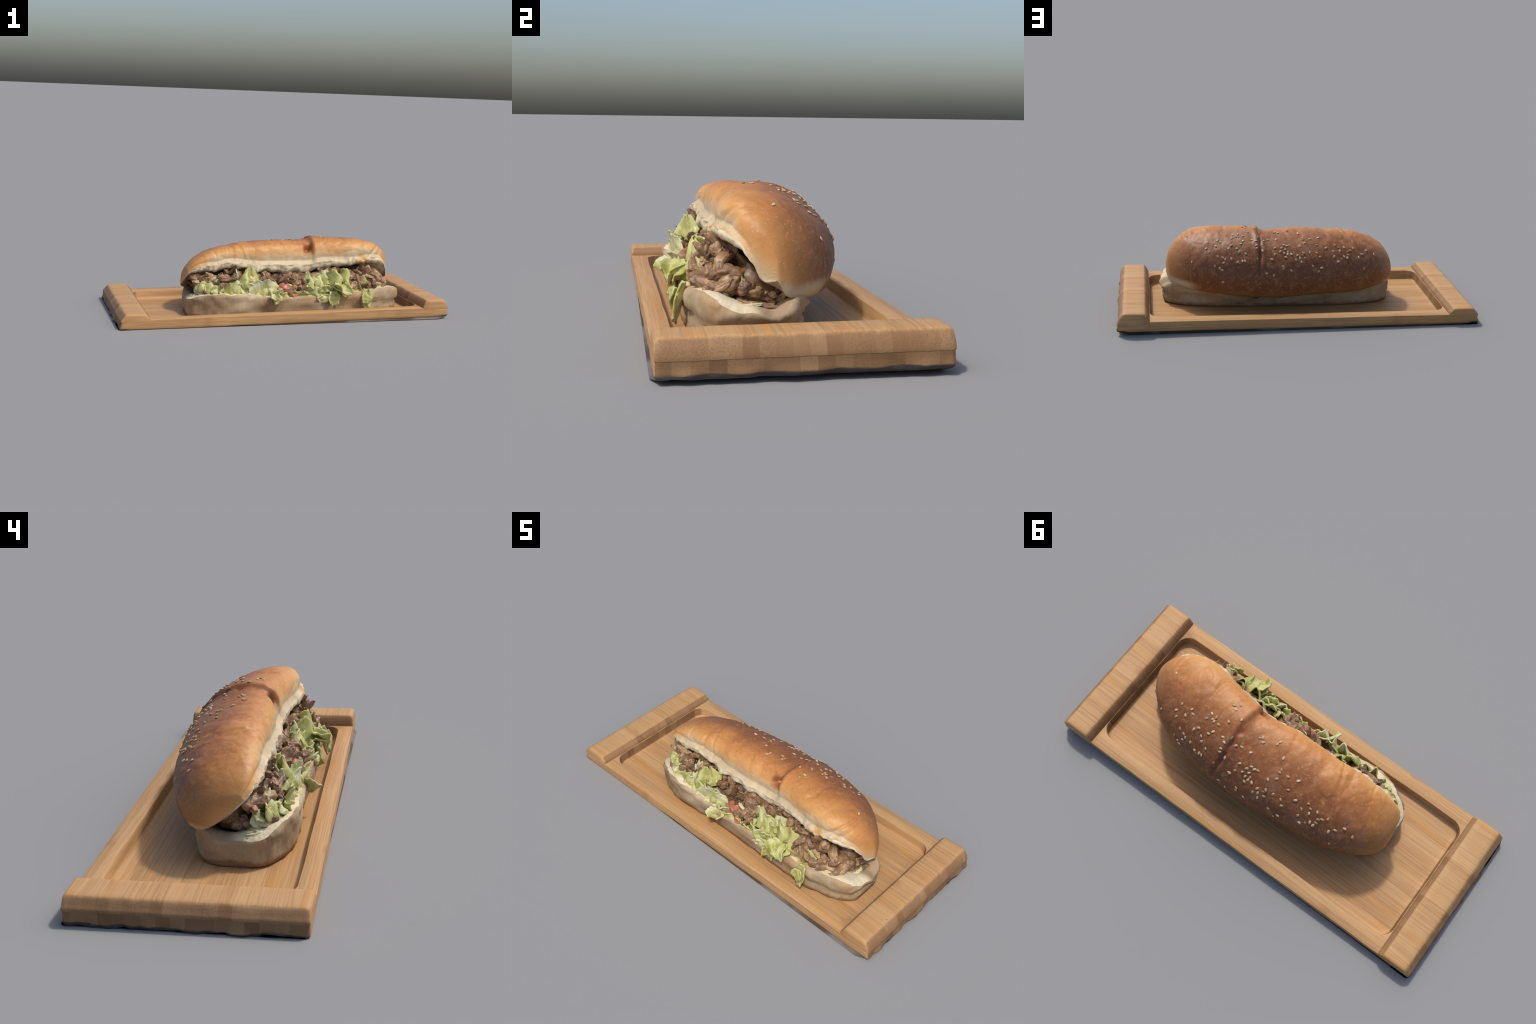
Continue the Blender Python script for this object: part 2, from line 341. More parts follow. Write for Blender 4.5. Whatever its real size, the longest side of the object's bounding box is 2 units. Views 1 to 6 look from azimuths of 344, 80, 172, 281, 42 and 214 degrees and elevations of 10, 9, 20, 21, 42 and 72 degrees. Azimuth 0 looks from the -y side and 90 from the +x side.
def build_bar(parent, sgn, top):
    """raised grip bar: rounded inner slope, flat top, soft outer edge; swept across the board"""
    low = TRAY_TOP - 0.004
    prof = [(0.8185, low), (0.820, low + 0.008), (0.824, low + 0.018), (0.831, top - 0.016), (0.838, top - 0.0075), (0.8435, top - 0.0022), (0.848, top - 0.0002), (0.875, top), (0.905, top), (0.935, top),
            (0.951, top - 0.0005), (0.957, top - 0.003), (0.964, top - 0.009), (0.973, top - 0.019), (0.980, top - 0.030), (0.9852, low + 0.005), (0.9862, low)]
    cx, cz = 0.90, low
    tips = [(0.3910, 0.90, 0.66), (0.3895, 0.955, 0.82), (0.386, 0.982, 0.925), (0.380, 0.994, 0.98)]
    ys = [(-y, a, b) for y, a, b in tips] + [(-0.372 + 0.744 * i / 110, 1, 1) for i in range(111)] + list(reversed(tips))
    verts, faces = [], []; m = len(prof) + 2
    for y, sx, sz in ys:
        row = [(x, z) for x, z in prof] + [(0.9862, low - 0.005), (0.82, low - 0.008)]
        for i, (x, z) in enumerate(row):
            x = cx + (x - cx) * sx; z = cz + (z - cz) * sz
            edge = 1.0 if i in (10, 11, 12, 13) else (0.0 if i > 13 else 0.4)
            x += edge * 0.0022 * fbm((y, z, sgn), 22.0, 4.0 + sgn, 2)
            z += 0.0012 * nz((x, y, 0), 16.0, 9.0) + (0.003 * min(0, nz((y * 1.0, x, sgn), 30.0, 2.0)) if i in (10, 11, 12) else 0)
            verts.append(turn(sgn * x, y, z + tilt(sgn * x, y)))
    for r in range(len(ys) - 1):
        for i in range(m):
            j = (i + 1) % m; faces.append((r * m + i, r * m + j, (r + 1) * m + j, (r + 1) * m + i))
    faces.append(tuple(range(m))); faces.append(tuple(reversed(range((len(ys) - 1) * m, len(ys) * m))))
    ob = mesh_object("grip_bar", verts, faces, M_BAR, parent)
    ob.data.set_sharp_from_angle(angle=math.radians(50))
    return ob

board = empty("serving_board")
board["label"] = "rectangular bamboo serving board with recess and raised ends"; board["category"] = "serving board"
build_tray(board); build_bar(board, -1, 0.0905); build_bar(board, 1, 0.1025)

# ------------------------------------------------------------------ top bun: knots measured along the loaf
LIP_Y = Curve1D([(-0.577, -0.020), (-0.571, -0.072), (-0.558, -0.128), (-0.467, -0.166), (-0.38, -0.172), (-0.30, -0.172), (-0.20, -0.167), (-0.12, -0.170), (0.0, -0.168), (0.07, -0.158), (0.17, -0.150),
                 (0.26, -0.156), (0.36, -0.176), (0.47, -0.192), (0.52, -0.192), (0.60, -0.168), (0.66, -0.128), (0.69, -0.098), (0.71, -0.058), (0.722, -0.030)])
LIP_Z = Curve1D([(-0.577, 0.168), (-0.571, 0.208), (-0.558, 0.262), (-0.467, 0.302), (-0.38, 0.311), (-0.30, 0.326), (-0.20, 0.312), (-0.12, 0.307), (0.0, 0.305), (0.07, 0.302), (0.17, 0.302),
                 (0.26, 0.322), (0.36, 0.326), (0.47, 0.326), (0.52, 0.341), (0.60, 0.338), (0.66, 0.308), (0.69, 0.262), (0.71, 0.205), (0.722, 0.208)])
BACK_Y = Curve1D([(-0.577, 0.000), (-0.571, 0.026), (-0.556, 0.056), (-0.50, 0.110), (-0.42, 0.152), (-0.30, 0.184), (-0.18, 0.205), (-0.05, 0.221), (0.08, 0.230), (0.24, 0.229), (0.35, 0.216),
                  (0.45, 0.198), (0.50, 0.184), (0.57, 0.150), (0.63, 0.103), (0.69, 0.042), (0.71, 0.010), (0.722, -0.022)])
TOP_Z = Curve1D([(-0.577, 0.200), (-0.571, 0.246), (-0.558, 0.280), (-0.50, 0.341), (-0.42, 0.380), (-0.30, 0.409), (-0.18, 0.422), (-0.05, 0.431), (0.08, 0.428), (0.17, 0.427), (0.21, 0.439), (0.30, 0.445),
                 (0.42, 0.444), (0.55, 0.430), (0.61, 0.413), (0.66, 0.378), (0.69, 0.344), (0.71, 0.304), (0.722, 0.249)])
HINGE_Z = Curve1D([(-0.577, 0.158), (-0.56, 0.142), (-0.52, 0.132), (-0.45, 0.123), (-0.37, 0.114), (-0.22, 0.109), (0.0, 0.107), (0.15, 0.107), (0.29, 0.111), (0.43, 0.123), (0.556, 0.134), (0.64, 0.140), (0.684, 0.148), (0.709, 0.162), (0.722, 0.200)])
X0, X1 = -0.577, 0.722
NX, NC_FRONT, NC_BACK, NC_LOW, NC_IN = 300, 40, 46, 22, 40

def bun_section(x):
    yl, zl, yb, zt, zh = LIP_Y(x), LIP_Z(x), BACK_Y(x), TOP_Z(x), HINGE_Z(x)
    wid = yb - yl; yt = yl + wid * 0.29
    yl0, zl0 = yl, zl
    zl += 0.013 * fbm((x, 0, 0), 12.0, 2.0, 4) * sstep(0.0, 0.25, wid); yl += 0.012 * fbm((x, 1, 0), 15.0, 6.0, 4) * sstep(0.0, 0.25, wid)
    zb = zh + 0.37 * (zt - zh); yh = yb - 0.16 * wid
    k = clamp(wid / 0.35)
    pts = []
    # front wall: torn edge -> small groove -> rounded shoulder -> ridge
    gy, gz = yl0 + 0.020 * k, zl0 + 0.018 * k
    for i in range(6): t = i / 6; pts.append((lerp(yl, gy, t ** 0.8), lerp(zl, gz, t)))
    ax, az = yt - gy, max(1e-4, zt - gz)
    for i in range(NC_FRONT - 6):
        a = (math.pi / 2) * i / (NC_FRONT - 6); e = 2 / 2.25
        pts.append((yt - ax * math.cos(a) ** e - 0.006 * k * math.sin(2 * a), gz + az * math.sin(a) ** e))
    for i in range(NC_BACK):
        a = (math.pi / 2) * i / NC_BACK; e = 2 / 1.92
        pts.append((yt + (yb - yt) * math.sin(a) ** e, zb + (zt - zb) * math.cos(a) ** e))
    for i in range(NC_LOW):
        a = (math.pi / 2) * i / NC_LOW; e = 2 / 2.2
        pts.append((yh + (yb - yh) * math.cos(a) ** e, zb - (zb - zh) * math.sin(a) ** e))
    # crumb: hinge -> arched inner face -> thick torn lip
    ly, lz = yl + 0.024 * k, zl - (0.036 + 0.018 * gauss(x - 0.03, 0.24)) * k + 0.014 * k * fbm((x, 3, 1), 15.0, 4.0, 3)
    iy, iz = yh - 0.012 * k, zh + 0.006 * k
    nin = NC_IN - 8
    for i in range(nin):
        t = i / nin; pts.append((lerp(iy, ly, t), lerp(iz, lz, t) + 0.028 * k * math.sin(math.pi * t)))
    for i in range(8):
        a = i / 8
        pts.append((lerp(ly, yl, a) - 0.010 * k * math.sin(math.pi * a), lerp(lz, zl, a) - 0.004 * k * math.sin(math.pi * a)))
    return pts

def x_samples(n, a, b, p=2.4):
    out = []
    for i in range(n + 1):
        t = -1 + 2 * i / n
        s = math.copysign(1 - (1 - abs(t)) ** p, t) * 0.55 + t * 0.45
        out.append(lerp(a, b, (s + 1) / 2))
    return out

def crease_x(y): return 0.200 + 0.06 * y + 0.011 * fbm((y, 0, 0), 11.0, 1.0, 3)

def build_top_bun(parent):
    xs = x_samples(NX, X0, X1)
    m = len(bun_section(0.0)); nout = NC_FRONT + NC_BACK + NC_LOW
    grid = []
    for x in xs:
        s = bun_section(x); row = []
        cy = sum(p[0] for p in s) / m; cz = sum(p[1] for p in s) / m
        for i, (y, z) in enumerate(s):
            nrm = Vector((0, y - cy, z - cz))
            if nrm.length > 1e-6: nrm.normalize()
            big = clamp((BACK_Y(x) - LIP_Y(x)) / 0.3)
            if i < nout:
                d = 0.0065 * nz((x, y, z), 5.0, 2.0) + 0.0032 * fbm((x, y, z), 16.0, 5.0, 3)
                # shallow wrinkles running over the crust, strongest left of the crease
                wr = (gauss(x + 0.27, 0.12) + 0.5 * gauss(x - 0.02, 0.08)) * sstep(0.27, 0.34, z) * sstep(0.14, -0.02, y)
                d -= wr * 0.008 * max(0.0, 0.22 - abs(nz((x * 16.0 + 5.0 * y, y * 3.0, z * 3.0), 1.0, 3.0)))/0.22
                wr2 = (gauss(x - 0.58, 0.07) + 0.6 * gauss(x - 0.38, 0.07)) * sstep(0.02, -0.09, y)
                d -= wr2 * 0.012 * max(0.0, 0.20 - abs(nz((x * 15.0 - 9.0 * z, y * 3.0, z * 2.0), 1.0, 7.0)))/0.20
                d -= 0.0015 * max(0.0, 0.15 - abs(nz((x, y, z), 13.0, 6.0)))/0.15
                # deep crease across the loaf, open on the front shoulder and on the back
                dx = x - crease_x(y)
                run = sstep(0.30, 0.33, z) * (1 - 0.3 * sstep(0.05, -0.05, y)) if y < 0.05 else sstep(0.225, 0.27, z)
                depth = 0.009 + 0.009 * gauss(y - 0.13, 0.07) + 0.006 * gauss(y - 0.03, 0.03)
                d -= run * depth * (0.55 + 1.1 * abs(nz((y, 2, 0), 18.0, 5.0))) * gauss(dx, 0.0045 + 0.007 * abs(nz((y, 0, 3), 15.0, 2.0)))
                d += run * 0.006 * gauss(dx - 0.022, 0.014) + run * 0.004 * gauss(dx + 0.02, 0.012) * sstep(0.0, 0.1, y)
                # step: the loaf stands prouder on the far side of the crease
                d += 0.005 * sstep(-0.01, 0.01, dx) * gauss(dx, 0.06) * sstep(0.36, 0.40, z)
                # hollow pocket under the crease on the front shoulder
                pk = gauss(x - 0.180, 0.030 if x < 0.180 else 0.010) * gauss(y + 0.116, 0.024) * gauss(z - 0.392 - 0.4 * (x - 0.18), 0.018)
                d -= 0.045 * pk
                d += 0.010 * gauss(x - 0.225, 0.006) * gauss(y - 0.222, 0.03) * gauss(z - 0.285, 0.012)
                d -= 0.010 * gauss(x - 0.195, 0.010) * gauss(y - 0.03, 0.014)
                y2, z2 = y + nrm.y * d * big, z + nrm.z * d * big; x2 = x
            else:
                e = fbm((x, y, z), 30.0, 9.0, 3)
                y2 = y + nrm.y * 0.008 * e * big; z2 = z + nrm.z * 0.008 * e * big
                x2 = x + 0.003 * nz((x, y, z), 24.0, 3.0) * big
            row.append(Vector((x2, y2, z2)))
        grid.append(row)
    def strip(i0, i1):
        verts, faces = [], []; w = i1 - i0 + 1
        for row in grid:
            for i in range(i0, i1 + 1): verts.append(row[i % m])
        for r in range(len(grid) - 1):
            for i in range(w - 1): faces.append((r * w + i, r * w + i + 1, (r + 1) * w + i + 1, (r + 1) * w + i))
        return verts, faces, w
    v, f, w = strip(0, nout)
    f.append(tuple(range(w))); f.append(tuple(reversed(range((len(grid) - 1) * w, len(grid) * w))))
    crust = mesh_object("top_bun", v, f, M_CRUST, parent)
    v, f, w = strip(nout, m)
    f.append(tuple(range(w))); f.append(tuple(reversed(range((len(grid) - 1) * w, len(grid) * w))))
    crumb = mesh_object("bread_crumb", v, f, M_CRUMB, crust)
    return crust

# ------------------------------------------------------------------ bottom bun
RIM_F = Curve1D([(-0.57, 0.106), (-0.53, 0.134), (-0.42, 0.153), (-0.28, 0.153), (-0.14, 0.141), (0.0, 0.127), (0.05, 0.125), (0.14, 0.137), (0.23, 0.133), (0.32, 0.150), (0.51, 0.156), (0.64, 0.168), (0.70, 0.160), (0.74, 0.130)])
RIM_B = Curve1D([(-0.575, 0.145), (-0.54, 0.158), (-0.50, 0.150), (-0.40, 0.130), (-0.2, 0.115), (0.0, 0.108), (0.3, 0.118), (0.5, 0.140), (0.60, 0.152), (0.67, 0.160), (0.71, 0.158), (0.74, 0.15)])

def base_outline(th, grow=0.0):
    c, s = math.cos(th), math.sin(th)
    e = 2 / (4.2 if c < 0 else 3.6)
    x = 0.086 + (0.652 + grow) * math.copysign(abs(c) ** e, c)
    if s > 0: b = 0.190 + grow
    else: b = 0.165 + 2.2 * grow + 0.026 * gauss(x + 0.38, 0.14) + 0.008 * gauss(x - 0.42, 0.20)
    y = -0.092 + b * math.copysign(abs(s) ** e, s)
    if s > 0: y += 0.038 * gauss(x - 0.12, 0.40) * s * clamp((grow - 0.003) / 0.005) - 0.006
    return x, y

def build_bottom_bun(parent):
    n = 420
    ths = [2 * math.pi * (i + 0.5) / n for i in range(n)]
    levels = [(-0.030, 0.0), (-0.008, 0.0), (0.000, 0.03), (0.003, 0.10), (0.003, 0.22), (0.004, 0.35), (0.005, 0.5), (0.006, 0.62), (0.007, 0.74), (0.008, 0.86), (0.007, 0.95), (0.003, 1.0)]
    inner = [(-0.006, 1.005), (-0.016, 0.98), (-0.028, 0.93), (-0.045, 0.85), (-0.07, 0.72), (-0.12, 0.60)]
    rows = []
    for li, (g, t) in enumerate(levels + inner):
        row = []
        for th in ths:
            x, y = base_outline(th, g)
            nx_, ny_ = math.cos(th), math.sin(th)
            fl = FLOOR + tilt(x, y) + 0.001
            f = sstep(-0.05, 0.07, y)
            rz = lerp(RIM_F(x), RIM_B(x), f)
            # +x end dips in the middle of the cut and turns up in a small torn peak
            endp = sstep(0.62, 0.70, x)
            rz -= 0.024 * endp * gauss(y + 0.045, 0.060)
            rz += 0.006 * fbm((x, y, 0), 12.0, 3.0, 3)
            z = fl + (rz - fl) * t
            if t > 0.05:
                d = 0.012 * nz((x, y, z * 2.0), 7.0, 4.0) + 0.009 * fbm((x, y, z * 2.6), 15.0, 8.0, 3)
                if li >= len(levels): d *= 0.8
                # sagging crease round the +x end and a fold lower left
                cz = 0.078 + 0.03 * nz((x, y, 0), 6.0, 5.0)
                d -= 0.013 * gauss(z - cz, 0.012) * sstep(0.38, 0.55, x)
                d += 0.008 * gauss(z - cz - 0.03, 0.018) * sstep(0.38, 0.55, x)
                d -= 0.006 * gauss(x - 0.245, 0.02) * sstep(0.11, 0.06, z)
                x += d * nx_; y += d * ny_
                x += 0.014 * gauss(y + 0.087, 0.028) * sstep(0.66, 0.72, x) * gauss(t - 1.0, 0.10)
                z += 0.008 * gauss(y + 0.087, 0.028) * sstep(0.66, 0.72, x) * gauss(t - 1.0, 0.12)
            row.append((x, y, z))
        rows.append(row)
    def strip(a, b, capa, capb):
        verts, faces = [], []
        for r in range(a, b + 1): verts += rows[r]
        for r in range(b - a):
            for i in range(n):
                j = (i + 1) % n; faces.append((r * n + i, r * n + j, (r + 1) * n + j, (r + 1) * n + i))
        if capa: faces.append(tuple(range(n)))
        if capb: faces.append(tuple(range((b - a) * n, (b - a + 1) * n)))
        return verts, faces
    v, f = strip(0, len(levels) - 1, True, False)
    bun = mesh_object("bottom_bun", v, f, M_BASE, parent)
    v, f = strip(len(levels) - 1, len(rows) - 1, False, True)
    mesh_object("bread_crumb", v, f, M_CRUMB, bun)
    return bun

# ------------------------------------------------------------------ filling
def rim_front(x):
    """front rim point of the lower half at this x"""
    c = clamp(abs(x - 0.086) / 0.652, 0, 0.999)
    y = -0.092 - 0.192 * (1 - c ** 3.1) ** (1 / 3.1)
    return y, RIM_F(x)

def slope(x, t, out=0.0):
    """point on the exposed face of the filling: t=0 at the lower rim, t=1 under the torn lip"""
    yr, zr = rim_front(x); yl, zl = LIP_Y(x) + 0.026, LIP_Z(x) - 0.044 - 0.012 * gauss(x - 0.03, 0.24)
    yr += 0.045; zr -= 0.012
    y, z = lerp(yr, yl, t), lerp(zr, zl, t)
    y += (0.024 * sstep(-0.36, -0.47, x) + 0.018 * sstep(0.46, 0.58, x)) * sstep(0.0, 0.35, t)   # the pile falls back at both ends
    b = 0.014 * math.sin(math.pi * min(1.0, t * 1.35)) - 0.003 * sstep(0.5, 1.0, t) + out
    n = Vector((0, -(zl - zr), (yl - yr))); n = Vector((0, -abs(zl - zr), abs(yl - yr))).normalized()
    return Vector((x, y, z)) + n * b

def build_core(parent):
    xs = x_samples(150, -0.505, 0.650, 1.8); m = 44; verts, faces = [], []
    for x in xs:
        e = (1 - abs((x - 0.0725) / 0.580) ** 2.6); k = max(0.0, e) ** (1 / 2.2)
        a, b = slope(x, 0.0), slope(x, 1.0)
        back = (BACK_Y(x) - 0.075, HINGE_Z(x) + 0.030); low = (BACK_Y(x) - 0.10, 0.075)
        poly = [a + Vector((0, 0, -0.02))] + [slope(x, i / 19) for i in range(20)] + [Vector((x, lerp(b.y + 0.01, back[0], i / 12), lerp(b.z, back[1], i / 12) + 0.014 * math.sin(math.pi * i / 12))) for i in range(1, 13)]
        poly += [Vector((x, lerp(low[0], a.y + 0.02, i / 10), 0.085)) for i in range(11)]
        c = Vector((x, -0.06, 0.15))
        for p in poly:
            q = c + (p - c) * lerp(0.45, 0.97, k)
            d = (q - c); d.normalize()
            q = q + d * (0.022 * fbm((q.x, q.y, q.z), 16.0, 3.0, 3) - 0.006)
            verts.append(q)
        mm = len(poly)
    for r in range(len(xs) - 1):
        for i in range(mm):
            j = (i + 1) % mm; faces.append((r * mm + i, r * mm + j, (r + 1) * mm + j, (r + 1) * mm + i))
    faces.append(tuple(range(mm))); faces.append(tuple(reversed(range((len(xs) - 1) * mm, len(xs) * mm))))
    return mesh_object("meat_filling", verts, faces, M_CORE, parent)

def chunk_mesh(name, size, bend, seed, mat, rough=0.28, ridges=0.0, sub=4):
    bm = bmesh.new(); bmesh.ops.create_icosphere(bm, subdivisions=sub, radius=1.0)
    for v in bm.verts:
        p = v.co.copy()
        r = 1 + rough * fbm(p, 1.1, seed, 3) + ridges * (abs(nz(p, 2.6, seed + 4)) - 0.2)
        # squarish, torn lumps
        q = Vector((math.copysign(abs(p.x) ** 0.82, p.x), math.copysign(abs(p.y) ** 0.82, p.y), math.copysign(abs(p.z) ** 0.9, p.z))) * r
        q = Vector((q.x * size[0], q.y * size[1], q.z * size[2]))
        q.z += bend * (q.x / size[0]) ** 2 * size[0]
        v.co = q
    me = bpy.data.meshes.new(name); bm.to_mesh(me); bm.free()
    me.polygons.foreach_set("use_smooth", [True] * len(me.polygons)); me.materials.append(mat)
    return me

def thick_sheet(name, verts, W, H, thick):
    """closed sheet of even thickness from a W x H grid of points"""
    nrm = []
    for j in range(H):
        for i in range(W):
            a = verts[j * W + min(i + 1, W - 1)] - verts[j * W + max(i - 1, 0)]
            b = verts[min(j + 1, H - 1) * W + i] - verts[max(j - 1, 0) * W + i]
            n = a.cross(b); nrm.append(n.normalized() if n.length > 1e-9 else Vector((0, 0, 1)))
    n = W * H; top = [v + m * thick / 2 for v, m in zip(verts, nrm)]; low = [v - m * thick / 2 for v, m in zip(verts, nrm)]
    faces = []
    for j in range(H - 1):
        for i in range(W - 1):
            a, b, c, d = j * W + i, j * W + i + 1, (j + 1) * W + i + 1, (j + 1) * W + i
            faces.append((a, b, c, d)); faces.append((n + d, n + c, n + b, n + a))
    edge = [i for i in range(W)] + [j * W + W - 1 for j in range(1, H)] + [(H - 1) * W + i for i in range(W - 2, -1, -1)] + [j * W for j in range(H - 2, 0, -1)]
    for a, b in zip(edge, edge[1:] + edge[:1]): faces.append((b, a, n + a, n + b))
    me = bpy.data.meshes.new(name); me.from_pydata([tuple(v) for v in top + low], [], faces); me.update()
    me.polygons.foreach_set("use_smooth", [True] * len(me.polygons))
    return me

GROW = 1.30
def leaf_mesh(name, w, h, seed, fold=0.3, ruffle=0.15, tip=0.5, curl=0.3, mat=None, thick=0.0065, nu=30, nv=30):
    w *= GROW; h *= GROW
    """torn lettuce piece: u across, v from the tucked foot (0) to the free edge (1); keeled, curled and crumpled"""
    r = random.Random(seed); ph = r.uniform(0, 6.28); k1 = r.uniform(2.0, 3.6); ragged = r.uniform(5, 9)
    verts, faces = [], []
    for j in range(nv + 1):
        v = j / nv
        for i in range(nu + 1):
            u = -1 + 2 * i / nu
            half = 0.5 * w * (lerp(0.62, 1.0, sstep(0, 0.45, v)) * (1 - tip * sstep(0.45, 1.0, v) ** 1.3))
            half *= 1 + 0.12 * nz((v * ragged * 0.6, u * 0.5, 0), 1.0, seed)
            x = u * half + 0.10 * w * nz((v * 3, 0, 0), 1.0, seed + 9)
            y = v * h * (1 - 0.14 * abs(u) ** 2.2) + 0.10 * h * v * nz((u * 2.3, 0, 0), 1.0, seed + 3)
            zz = fold * w * (0.5 - math.sqrt((u + 0.25 * math.sin(ph)) ** 2 + 0.02)) * (0.4 + 0.6 * v)
            zz += 0.8 * ruffle * w * (0.25 + 0.75 * v) * math.sin(k1 * u + ph + 2.2 * v) * (0.35 + abs(u))
            zz += 0.17 * w * (abs(nz((u * 0.8, v * 0.9, 0), 1.3, seed + 1)) * 2 - 0.4)
            zz += 0.016 * w * (abs(nz((u * 2.3, v * 2.6, 0), 1.2, seed + 5)) * 2 - 0.4)
            a = curl * v ** 1.6
            verts.append(Vector((x, y * math.cos(a * 0.8) - zz * math.sin(a) * 0.4, zz + y * math.sin(a * 0.8))))
    W = nu + 1
    for j in range(nv):
        for i in range(nu): faces.append((j * W + i, j * W + i + 1, (j + 1) * W + i + 1, (j + 1) * W + i))
    me = thick_sheet(name, verts, W, nv + 1, thick)
    me.materials.append(mat or M_LEAF)
    return me

def place(name, me, parent, loc, rot, scale=1.0):
    ob = bpy.data.objects.new(name, me); bpy.context.scene.collection.objects.link(ob)
    ob.parent = parent; ob.location = loc; ob.rotation_euler = Euler([math.radians(a) for a in rot]); ob.scale = (scale,) * 3
    return ob

